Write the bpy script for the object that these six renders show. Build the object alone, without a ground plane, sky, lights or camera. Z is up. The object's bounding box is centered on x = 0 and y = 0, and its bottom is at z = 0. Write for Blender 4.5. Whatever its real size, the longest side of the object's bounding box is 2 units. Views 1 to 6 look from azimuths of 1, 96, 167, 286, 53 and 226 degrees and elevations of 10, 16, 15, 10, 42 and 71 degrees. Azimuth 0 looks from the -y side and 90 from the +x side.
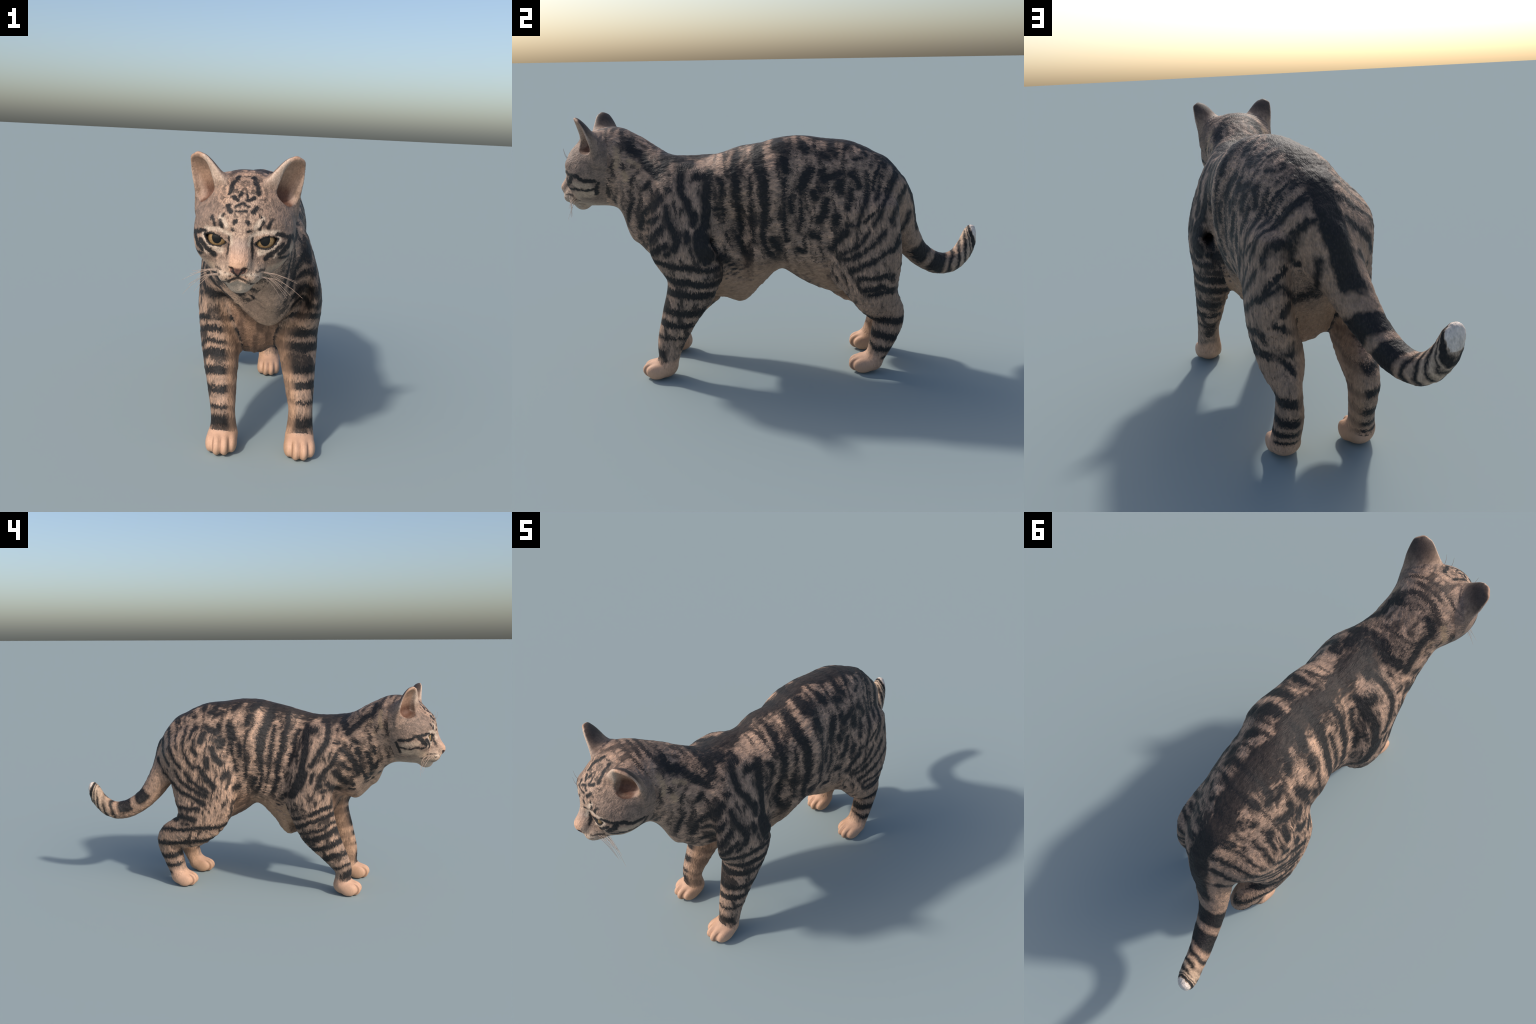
# A striped short-haired cat, walking. The body is one implicit surface (lofted trunk, spline
# limbs, ellipsoid head forms, smoothly blended), meshed, then split into anatomical parts.
import math
import numpy as np

# ------------------------------------------------------------------ implicit-surface toolkit
def catmull(P, sub):
    P = np.asarray(P, float)
    E = np.vstack([2 * P[0] - P[1], P, 2 * P[-1] - P[-2]])
    out = []
    for i in range(len(P) - 1):
        p0, p1, p2, p3 = E[i:i + 4]
        for k in range(sub):
            t = k / sub
            out.append(.5 * (2 * p1 + (p2 - p0) * t + (2 * p0 - 5 * p1 + 4 * p2 - p3) * t * t + (3 * p1 - p0 - 3 * p2 + p3) * t ** 3))
    out.append(P[-1])
    return np.array(out)


def tube(p, ctrl, sub=4, side=(1, 0, 0)):
    """Spline tube; rows x, y, z, half width along `side`, half depth on the +normal and -normal faces."""
    Q = catmull(ctrl, sub)
    Q[:, 3:] = np.maximum(Q[:, 3:], .004)
    best = np.full(len(p), 9.0)
    side = np.array(side, float)
    for A, B in zip(Q[:-1], Q[1:]):
        T = B[:3] - A[:3]
        L = np.linalg.norm(T) + 1e-9
        T = T / L
        S = side - T * (side @ T)
        S /= np.linalg.norm(S)
        N = np.cross(T, S)
        reach = L / 2 + max(A[3:].max(), B[3:].max()) + .1
        near = np.flatnonzero((np.abs(p - (A[:3] + B[:3]) / 2) < reach).all(1))      # far points never matter
        if not len(near):
            continue
        d = p[near] - A[:3]
        h = d @ T
        t = np.clip(h / L, 0, 1)
        e = h - t * L
        r = A[3:] + (B[3:] - A[3:]) * t[:, None]
        s, n = d @ S, d @ N
        a, b = r[:, 0], np.where(n > 0, r[:, 1], r[:, 2])
        c = np.minimum(a, np.minimum(r[:, 1], r[:, 2]))
        k1 = np.sqrt((s / a) ** 2 + (n / b) ** 2 + (e / c) ** 2)
        k2 = np.sqrt((s / a ** 2) ** 2 + (n / b ** 2) ** 2 + (e / c ** 2) ** 2) + 1e-9
        best[near] = np.minimum(best[near], np.where(k1 < 1e-4, -c, k1 * (k1 - 1) / k2))
    return best


def ellipsoid(p, c, r, R=None):
    q = p - np.asarray(c, float)
    if R is not None:
        q = q @ R
    r = np.asarray(r, float)
    k1 = np.sqrt(((q / r) ** 2).sum(1))
    k2 = np.sqrt(((q / r ** 2) ** 2).sum(1)) + 1e-9
    return np.where(k1 < 1e-4, -r.min(), k1 * (k1 - 1) / k2)


def along(rows, y):
    rows = np.asarray(rows, float)
    rows = rows[np.argsort(rows[:, 0])]
    Y, V = rows[:, 0], rows[:, 1:]
    m = np.gradient(V, Y, axis=0)
    i = np.clip(np.searchsorted(Y, y) - 1, 0, len(Y) - 2)
    h = Y[i + 1] - Y[i]
    t = np.clip((y - Y[i]) / h, 0, 1)[:, None]
    h = h[:, None]
    return (2*t**3 - 3*t**2 + 1) * V[i] + (t**3 - 2*t**2 + t) * h * m[i] + (3*t**2 - 2*t**3) * V[i+1] + (t**3 - t**2) * h * m[i+1]


def loft(p, rows):
    """Trunk: elliptical sections across y; rows y, centre x, centre z, half width, height above, depth below."""
    rows = np.asarray(rows, float)
    V = along(rows, p[:, 1])
    V[:, 2:] = np.maximum(V[:, 2:], .01)
    a, n = V[:, 2], p[:, 2] - V[:, 1]
    b = np.where(n > 0, V[:, 3], V[:, 4])
    lean = .030 * np.exp(-((p[:, 1] + .08) / .17) ** 2) * np.clip(n / b, 0, 1)       # the spine leans left behind the withers
    s = p[:, 0] - V[:, 0] - lean
    e = np.maximum(p[:, 1] - rows[:, 0].max(), 0) + np.maximum(rows[:, 0].min() - p[:, 1], 0)
    c = np.minimum(a, np.minimum(V[:, 3], V[:, 4]))
    k1 = np.sqrt((s / a) ** 2 + (n / b) ** 2 + (e / c) ** 2)
    k2 = np.sqrt((s / a ** 2) ** 2 + (n / b ** 2) ** 2 + (e / c ** 2) ** 2) + 1e-9
    return np.where(k1 < 1e-3, -c, k1 * (k1 - 1) / k2)


def smin(a, b, k):
    h = np.maximum(k - np.abs(a - b), 0) / k
    return np.minimum(a, b) - h * h * k * .25


def smax(a, b, k):
    return -smin(-a, -b, k)


# ------------------------------------------------------------------ body description
# name -> (primitive, rows, blend radius)
TORSO = [(0.62,-0.054,0.752,0.026,0.077,0.054),(0.56,-0.037,0.779,0.102,0.171,0.154),(0.46,-0.02,0.771,0.159,0.25,0.271),
         (0.36,-0.007,0.75,0.193,0.315,0.381),(0.25,0.008,0.755,0.201,0.324,0.382),(0.14,0.022,0.777,0.197,0.317,0.35),
         (0.05,0.038,0.799,0.207,0.29,0.319),(-0.05,0.043,0.765,0.18,0.301,0.372),(-0.13,0.019,0.728,0.152,0.324,0.419),
         (-0.22,0.049,0.726,0.159,0.296,0.39),(-0.32,0.045,0.718,0.159,0.293,0.356),(-0.375,0.065,0.724,0.152,0.285,0.295),
         (-0.43,0.091,0.734,0.138,0.274,0.205),(-0.53,0.088,0.719,0.1,0.268,0.188),(-0.61,0.1,0.71,0.045,0.195,0.1)]
NECK = [(.0,-.434,.784,.156,.14,.177),(.0,-.549,.865,.135,.149,.184),(.005,-.646,.936,.136,.155,.188),
        (-.006,-.731,.978,.149,.156,.182)]
LEG = {
 "fore_left": [(0.144,-0.331,0.93,0.041,0.085,0.09),(0.203,-0.346,0.8,0.044,0.139,0.096),(0.267,-0.382,0.636,0.033,0.141,0.142),
               (0.215,-0.364,0.477,0.081,0.092,0.148),(0.227,-0.407,0.298,0.064,0.079,0.085),(0.239,-0.449,0.173,0.049,0.062,0.061),
               (0.24,-0.466,0.072,0.055,0.04,0.043)],
 "fore_right": [(-0.056,-0.305,0.9,0.048,0.08,0.08),(-0.112,-0.318,0.79,0.062,0.12,0.12),(-0.135,-0.286,0.586,0.066,0.127,0.128),
                (-0.103,-0.321,0.397,0.078,0.113,0.114),(-0.086,-0.404,0.259,0.061,0.076,0.077),(-0.072,-0.467,0.15,0.049,0.053,0.047),
                (-0.066,-0.466,0.065,0.055,0.04,0.04)],
 "hind_left": [(.118,.403,.757,.076,.177,.178),(.138,.442,.537,.077,.162,.16),(.114,.489,.382,.08,.111,.101),
               (.107,.547,.283,.047,.076,.075),(.105,.54,.18,.05,.07,.054),(.114,.491,.055,.055,.044,.035)],
 "hind_right": [(-.136,.403,.811,.11,.178,.182),(-.174,.324,.535,.081,.185,.179),(-.185,.385,.368,.074,.125,.115),
                (-.162,.54,.278,.057,.068,.08),(-.16,.525,.163,.045,.062,.062),(-.17,.489,.07,.05,.049,.046)],
}
TAIL = [(-.014,.536,.841,.092,.092,.092),(-.08,.606,.663,.079,.076,.076),(-.135,.685,.528,.059,.058,.058),
        (-.176,.778,.455,.052,.053,.053),(-.211,.854,.439,.046,.051,.051),(-.236,.91,.463,.044,.047,.047),
        (-.26,.949,.514,.041,.043,.043),(-.275,.966,.568,.036,.034,.034),(-.281,.972,.592,.026,.024,.024)]
PAW = {"fore_left": (.24,-.508,0.0), "fore_right": (-.072,-.500,0.0), "hind_left": (.113,.446,0.0), "hind_right": (-.162,.456,0.0)}
PAW_SIZE = {"fore_left": 1.0, "fore_right": 1.0, "hind_left": .95, "hind_right": .98}
PAW_TURN = {"fore_left": 0.0, "fore_right": 0.0, "hind_left": 0.0, "hind_right": 0.0}   # degrees of yaw

BLADE = ((.128, -.125, .885), (.098, .16, .125))         # muscle behind the left shoulder blade
ELBOW_FOLD = [(.315, -.318, .600, .006, .006, .006), (.290, -.257, .580, .012, .012, .012), (.246, -.213, .546, .011, .011, .011)]

# head frame: origin on the neck axis, yawed a little toward the animal's right
HEAD_O, HEAD_YAW = np.array([-.006, -.80, 0.0]), math.radians(3.2)
HX = np.array([math.cos(HEAD_YAW), -math.sin(HEAD_YAW), 0.0])
HY = np.array([math.sin(HEAD_YAW), math.cos(HEAD_YAW), 0.0])
HR = np.stack([HX, HY, [0, 0, 1]])          # rows: head axes in world


def to_head(p):
    return (p - HEAD_O) @ HR.T


def from_head(q):
    return np.asarray(q, float) @ HR + HEAD_O


# head forms in head coordinates: centre, radii, blend; second flag = mirrored pair
HEAD_FORMS = [
    ((0, 0, .957), (.162, .147, .137), .0, False),         # cranium
    ((.095, -.04, .90), (.063, .088, .075), .05, True),    # cheeks
    ((0, -.03, .828), (.098, .105, .06), .05, False),      # jaw
    ((0, -.095, .835), (.064, .077, .057), .04, False),    # muzzle
    ((.031, -.134, .812), (.038, .046, .035), .022, True), # whisker pads
    ((0, -.104, .771), (.040, .036, .030), .020, False),   # chin
    ((0, -.172, .846), (.030, .027, .025), .02, False),    # nose tip
    ((.066, -.098, .973), (.055, .030, .024), .04, True),  # brows
]
NOSE_BRIDGE = [(0, -.104, 1.0, .055, .033, .03), (0, -.118, .95, .043, .033, .03), (0, -.142, .90, .035, .031, .03), (0, -.168, .856, .030, .026, .026)]
EAR = [(.100,-.008,1.00,.090,.020,.075),(.113,-.010,1.055,.082,.014,.062),(.135,-.017,1.108,.066,.010,.042),
       (.152,-.025,1.148,.050,.008,.029),(.162,-.030,1.170,.037,.007,.019),
       (.166,-.033,1.179,.024,.006,.013),(.168,-.034,1.182,.012,.005,.009)]
EAR_OPEN = np.array([.62, -.78, .05])
EYE_C, EYE_R, EYE_SLANT, EYE_OUT = (.073, -.097, .924), .041, math.radians(16), math.radians(14)


def eye_frame():
    g = np.array([math.sin(EYE_OUT), -math.cos(EYE_OUT), 0])           # gaze
    u0 = np.array([math.cos(EYE_OUT), math.sin(EYE_OUT), 0])           # outward
    u = u0 * math.cos(EYE_SLANT) + np.array([0, 0, 1]) * math.sin(EYE_SLANT)
    v = np.cross(g, u)
    v = v if v[2] > 0 else -v
    return g, u, v


def ear_axes():
    base, tip = np.array(EAR[0][:3]), np.array(EAR[4][:3])
    T = (tip - base) / np.linalg.norm(tip - base)
    N = EAR_OPEN - T * (EAR_OPEN @ T)
    N /= np.linalg.norm(N)
    return T, N, np.cross(N, T)


def head_field(q):
    """q in head coordinates."""
    m = q.copy()
    m[:, 0] = np.abs(m[:, 0])
    d = None
    for c, r, k, pair in HEAD_FORMS:
        e = ellipsoid(m if pair else q, c, r)
        d = e if d is None else smin(d, e, k)
    d = smin(d, tube(q, NOSE_BRIDGE, 3), .03)
    # eye sockets, lids and the almond opening
    g, u, v = eye_frame()
    e = m - np.array(EYE_C)
    d = smax(d, -ellipsoid(m, np.array(EYE_C) + g * .066 + np.array([-.004, 0, -.004]), (.046, .034, .032)), .03)
    d = smin(d, np.linalg.norm(e, axis=1) - EYE_R - .0055, .016)
    a, b, w = e @ u, e @ v, e @ g
    up = np.sqrt(a * a + (b + .0400) ** 2) - .0500      # upper lid arc
    lo = np.sqrt(a * a + (b - .017) ** 2) - .041      # lower lid arc
    d = smax(d, -np.maximum(np.maximum(up, lo), -(w - .012)), .004)
    # mouth slit, philtrum, nostrils
    slit = [(0,-.176,.806,.003,.003,.003),(.024,-.173,.796,.003,.003,.003),(.042,-.160,.786,.003,.003,.003),(.060,-.124,.782,.003,.004,.004)]
    d = smax(d, -tube(m, slit, 3, (0, 0, 1)), .006)
    d = smax(d, -tube(m, [(0,-.20,.832,.002,.003,.003),(0,-.184,.793,.002,.004,.004)], 1), .006)
    d = smax(d, -ellipsoid(m, (.020, -.194, .838), (.008, .010, .006)), .006)
    # ears: a curved shell, hollowed toward its opening
    T, N, S = ear_axes()
    d = smin(d, tube(m, EAR, 4, S), .022)
    return d


def ear_hollow(m):
    T, N, S = ear_axes()
    # the medial rim is broad and furry, the lateral rim thin
    hollow = [tuple(np.array(r[:3]) + N * .011 - S * k) + (r[3] * w, .07, max(r[5] - .007, .006))
              for r, k, w in zip(EAR[:4], (.024, .019, .013, .005), (.60, .63, .69, .80))]
    last = np.array(EAR[4][:3]) + N * .010
    hollow.append(tuple(last) + (.022, .05, .006))
    hollow[:2] = [tuple(np.array(hollow[1][:3]) * .7 + np.array(hollow[2][:3]) * .3) + (.048, .05, .036)]
    return tube(m, hollow, 4, S)


def paw_field(p, name):
    x, y, z = PAW[name]
    s, a = PAW_SIZE[name], math.radians(PAW_TURN[name])
    q = (p - np.array([x, y, z])) / s
    q = np.stack([q[:, 0] * math.cos(a) + q[:, 1] * math.sin(a), -q[:, 0] * math.sin(a) + q[:, 1] * math.cos(a), q[:, 2]], 1)
    d = ellipsoid(q, (0, .015, .045), (.056, .064, .047))
    for off, back, r in ((-.0425, .012, (.0205, .044, .037)), (-.0155, -.008, (.0215, .047, .041)),
                         (.0155, -.008, (.0215, .049, .039)), (.0425, .012, (.0205, .045, .035))):
        d = smin(d, ellipsoid(q, (off, -.022 + back, .037), r), .012)
    return d * s


PARTS = ["torso", "neck", "fore_left", "fore_right", "hind_left", "hind_right", "tail", "head",
         "paw_fore_left", "paw_fore_right", "paw_hind_left", "paw_hind_right"]
BLEND = {"neck": .11, "fore_left": .06, "fore_right": .06, "hind_left": .055, "hind_right": .055, "tail": .06, "head": .06}


def part_field(n, p):
    if n == "torso":
        return smin(loft(p, TORSO), ellipsoid(p, *BLADE), .06)
    if n == "neck":
        return tube(p, NECK)
    if n in LEG:
        return tube(p, LEG[n], 7)
    if n == "tail":
        return tube(p, TAIL, 6)
    if n == "head":
        return head_field(to_head(p))
    return paw_field(p, n[4:])


def part_box(n):
    if n == "torso":
        r = np.array(TORSO)
        return np.array([-.25, r[:, 0].min() - .12, .2]), np.array([.3, r[:, 0].max() + .12, 1.2])
    if n == "head":
        return np.array([-.26, -1.02, .7]), np.array([.26, -.6, 1.24])
    if n.startswith("paw"):
        c = np.array(PAW[n[4:]])
        return c - .1, c + .12
    r = np.array(NECK if n == "neck" else TAIL if n == "tail" else LEG[n])
    m = r[:, 3:].max(1)[:, None] + .02
    return (r[:, :3] - m).min(0), (r[:, :3] + m).max(0)


def fields(p, names=PARTS, margin=.13):
    out = {}
    for n in names:
        lo, hi = part_box(n)
        f = np.full(len(p), 9.0)
        m = ((p > lo - margin) & (p < hi + margin)).all(1)
        if m.any():
            f[m] = part_field(n, p[m])
        out[n] = f
    return out


def combine(dd):
    d = None
    for n in dd:
        d = dd[n] if d is None else smin(d, dd[n], BLEND.get(n, .025))
    return d


def body(p):
    d = smax(combine(fields(p)), -p[:, 2] + .001, .006)
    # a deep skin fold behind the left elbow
    near = np.flatnonzero((np.abs(p - (.28, -.26, .57)) < .11).all(1))
    if len(near):
        d[near] = smax(d[near], -tube(p[near], ELBOW_FOLD, 3), .006)
    near = np.flatnonzero((p[:, 1] < -.66) & (p[:, 2] > .95))        # the ear cups are cut last, through head and neck alike
    if len(near):
        m = to_head(p[near])
        m[:, 0] = np.abs(m[:, 0])
        d[near] = smax(d[near], -ear_hollow(m), .007)
    return d

# ------------------------------------------------------------------ meshing (surface nets on a sparse block grid)
def mesh_body(h=.004):
    lo = np.array([-.40, -1.04, -.012])
    nb = np.ceil((np.array([.40, 1.04, 1.23]) - lo) / (8 * h)).astype(int)
    cen = np.stack(np.meshgrid(*[np.arange(k) for k in nb], indexing="ij"), -1).reshape(-1, 3)
    c = body(lo + (cen * 8 + 4) * h)
    near = np.abs(c) < 8 * h * 1.12
    F = np.repeat(np.repeat(np.repeat(np.sign(c).reshape(nb).astype(np.float32), 8, 0), 8, 1), 8, 2)
    loc = np.stack(np.meshgrid(*[np.arange(8)] * 3, indexing="ij"), -1).reshape(-1, 3)
    blocks = cen[near]
    for s in range(0, len(blocks), 400):
        idx = (blocks[s:s + 400, None] * 8 + loc).reshape(-1, 3)
        F[idx[:, 0], idx[:, 1], idx[:, 2]] = body(lo + idx * h)
    inside = F < 0
    s8 = sum(inside[i:inside.shape[0] - 1 + i, j:inside.shape[1] - 1 + j, k:inside.shape[2] - 1 + k].astype(np.int8)
             for i in (0, 1) for j in (0, 1) for k in (0, 1))
    cells = np.argwhere((s8 > 0) & (s8 < 8))
    vid = np.full(s8.shape, -1, np.int32)
    vid[tuple(cells.T)] = np.arange(len(cells))
    acc, cnt = np.zeros((len(cells), 3)), np.zeros(len(cells))
    cor = [(i, j, k) for i in (0, 1) for j in (0, 1) for k in (0, 1)]
    val = {q: F[tuple((cells + q).T)] for q in cor}
    for q in cor:
        for ax in range(3):
            if q[ax] == 0:
                r = tuple(1 if i == ax else v for i, v in enumerate(q))
                a, b = val[q], val[r]
                m = (a < 0) != (b < 0)
                t = np.where(m, a / np.where(m, a - b, 1), 0)
                pt = np.array(q, float) + np.array([1.0 if i == ax else 0 for i in range(3)]) * t[:, None]
                acc[m] += pt[m]
                cnt[m] += 1
    verts = lo + (cells + acc / cnt[:, None]) * h
    faces = []
    for ax in range(3):
        u, v = (ax + 1) % 3, (ax + 2) % 3
        a = inside
        sl0 = [slice(None)] * 3
        sl1 = [slice(None)] * 3
        sl0[ax], sl1[ax] = slice(0, -1), slice(1, None)
        A, B = a[tuple(sl0)], a[tuple(sl1)]
        for flip, mask in ((False, A & ~B), (True, ~A & B)):
            e = np.argwhere(mask)
            e = e[(e[:, u] > 0) & (e[:, v] > 0)]
            du, dv = np.eye(3, dtype=int)[u], np.eye(3, dtype=int)[v]
            quad = np.stack([vid[tuple((e + o).T)] for o in (-du - dv, -dv, e * 0, -du)], 1)
            faces.append(quad[:, ::-1] if flip else quad)
    faces = np.vstack(faces)
    faces = faces[(faces >= 0).all(1)]
    # pull vertices onto the surface
    tet = np.array([(1, 1, 1), (1, -1, -1), (-1, 1, -1), (-1, -1, 1)], float)
    for it in range(1):
        for s in range(0, len(verts), 60000):
            p = verts[s:s + 60000]
            f = [body(p + t * .0012) for t in tet]
            g = sum(t * x[:, None] for t, x in zip(tet, f)) / (4 * .0012)
            d = sum(f) / 4
            verts[s:s + 60000] = p - g * np.clip(d / ((g * g).sum(1) + 1e-6), -.004, .004)[:, None]
    # relax the trunk and limbs so that no spline joints show; head and paws keep their detail
    soft = np.clip(np.maximum((verts[:, 1] + .66) / .08, (.74 - verts[:, 2]) / .06), 0, 1) * np.clip((verts[:, 2] - .11) / .06, 0, 1)
    a, b = np.concatenate([faces[:, [0, 1, 2, 3]].ravel(), faces[:, [1, 2, 3, 0]].ravel()]), np.concatenate([faces[:, [1, 2, 3, 0]].ravel(), faces[:, [0, 1, 2, 3]].ravel()])
    n = np.bincount(a, minlength=len(verts))[:, None]
    for it in range(40):
        avg = np.stack([np.bincount(a, verts[b, k], minlength=len(verts)) for k in range(3)], 1) / n
        verts += (avg - verts) * (soft[:, None] * (.6 if it % 2 == 0 else -.57))
    chest = np.clip((-.38 - verts[:, 1]) / .08, 0, 1) * np.clip((.80 - verts[:, 2]) / .08, 0, 1) * np.clip((verts[:, 2] - .30) / .08, 0, 1)
    for it in range(int(20 * (.005 / h) ** 2)):
        avg = np.stack([np.bincount(a, verts[b, k], minlength=len(verts)) for k in range(3)], 1) / n
        verts += (avg - verts) * (chest[:, None] * .5)
    return fur_relief(verts, faces), faces


def lattice_noise(p, seed):
    """Smooth value noise on an integer lattice, about -1 to 1."""
    i = np.floor(p).astype(np.int64)
    f = p - i
    f = f * f * (3 - 2 * f)
    out = np.zeros(len(p))
    for c in range(8):
        o = np.array([c & 1, c >> 1 & 1, c >> 2 & 1])
        k = i + o
        hsh = (k[:, 0] * 374761393 + k[:, 1] * 668265263 + k[:, 2] * 2147483647 + seed * 1274126177) & 0xffffffff
        hsh = ((hsh ^ (hsh >> 13)) * 1274126177) & 0xffffffff
        hsh = hsh ^ (hsh >> 16)
        w = np.where(o, f, 1 - f).prod(1)
        out += w * ((hsh & 0xffff) / 32767.5 - 1)
    return out


def fur_relief(verts, faces):
    """Short clumps of hair: low ridges that run along the coat."""
    nrm = np.zeros_like(verts)
    fn = np.cross(verts[faces[:, 2]] - verts[faces[:, 0]], verts[faces[:, 3]] - verts[faces[:, 1]])
    for k in range(4):
        np.add.at(nrm, faces[:, k], fn)
    nrm /= np.linalg.norm(nrm, axis=1, keepdims=True) + 1e-12
    lean = verts + np.stack([0 * verts[:, 0], verts[:, 2] * .5, -verts[:, 1] * .25], 1)
    h = lattice_noise(lean * (75, 34, 80), 3) * .65 + lattice_noise(lean * (130, 60, 140), 5) * .35
    trunk = np.clip((verts[:, 1] + .72) / .10, 0, 1)
    amount = .0022 * np.clip((verts[:, 2] - .10) / .10, 0, 1) * (.12 + .88 * trunk)
    amount *= 1 + .8 * np.clip(-nrm[:, 2] * 2, 0, 1) * trunk
    amount *= 1 - .7 * np.clip((-.42 - verts[:, 1]) / .08, 0, 1) * np.clip((.78 - verts[:, 2]) / .1, 0, 1)      # smooth chest
    amount *= 1 - .6 * np.clip(-nrm[:, 1] * 2 - .4, 0, 1) * (verts[:, 2] < .7)
    return verts + nrm * (h * amount)[:, None]
# ------------------------------------------------------------------ Blender scene
import bpy


def clear_scene():
    for o in list(bpy.data.objects):
        bpy.data.objects.remove(o)


clear_scene()
H = .0043
V, F = mesh_body(H)

# vertex normals of the whole body, shared by every part cut from it
fn = np.cross(V[F[:, 2]] - V[F[:, 0]], V[F[:, 3]] - V[F[:, 1]])
VN = np.zeros_like(V)
for k in range(4):
    np.add.at(VN, F[:, k], fn)
VN /= np.linalg.norm(VN, axis=1, keepdims=True) + 1e-12

# which anatomical part each face belongs to
fc = V[F].mean(1)
dd = fields(fc)
names = list(dd)
bias = {"head": -.004, "neck": .0, "torso": .004}
owner = np.array([dd[n] + bias.get(n, 0.0) for n in names]).argmin(0)
label = np.array(names, dtype=object)[owner]
hq = to_head(fc)
T_, N_, S_ = ear_axes()
m = hq.copy()
m[:, 0] = np.abs(m[:, 0])
in_ear = np.isin(label, ("head", "neck")) & (fc[:, 2] > .95) & (((tube(m, EAR, 4, S_) < .004) & (((m - np.array(EAR[0][:3])) @ T_) > .038)) | (ear_hollow(m) < .003))
label[in_ear & (hq[:, 0] > 0)] = "ear_left"
label[in_ear & (hq[:, 0] <= 0)] = "ear_right"
in_nose = (label == "head") & (ellipsoid(hq, (0, -.190, .838), (.027, .022, .019)) < 0) & (hq[:, 1] < -.172)
label[in_nose] = "nose"

PART_NAME = {"torso": "torso", "neck": "neck", "head": "head", "tail": "tail", "nose": "nose", "ear_left": "ear", "ear_right": "ear",
             "fore_left": "foreleg", "fore_right": "foreleg", "hind_left": "hindleg", "hind_right": "hindleg",
             "paw_fore_left": "paw", "paw_fore_right": "paw", "paw_hind_left": "paw", "paw_hind_right": "paw"}
PARENT = {"ear_left": "head", "ear_right": "head", "nose": "head", "paw_fore_left": "fore_left", "paw_fore_right": "fore_right",
          "paw_hind_left": "hind_left", "paw_hind_right": "hind_right"}

cat = bpy.data.objects.new("cat", None)
cat["label"] = "grey-brown tabby cat with dark stripes, walking"
cat["category"] = "cat"
bpy.context.scene.collection.objects.link(cat)
obj, verts_of = {}, {}
for key in PART_NAME:
    fm = F[label == key]
    if not len(fm):
        continue
    used, inv = np.unique(fm, return_inverse=True)
    me = bpy.data.meshes.new(PART_NAME[key])
    me.from_pydata(V[used].tolist(), [], inv.reshape(-1, 4).tolist())
    me.polygons.foreach_set("use_smooth", np.ones(len(fm), bool))
    me.normals_split_custom_set_from_vertices(VN[used].tolist())
    o = bpy.data.objects.new(PART_NAME[key], me)
    bpy.context.scene.collection.objects.link(o)
    obj[key], verts_of[key] = o, V[used]
for key, o in obj.items():
    o.parent = obj[PARENT[key]] if key in PARENT else cat
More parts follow.
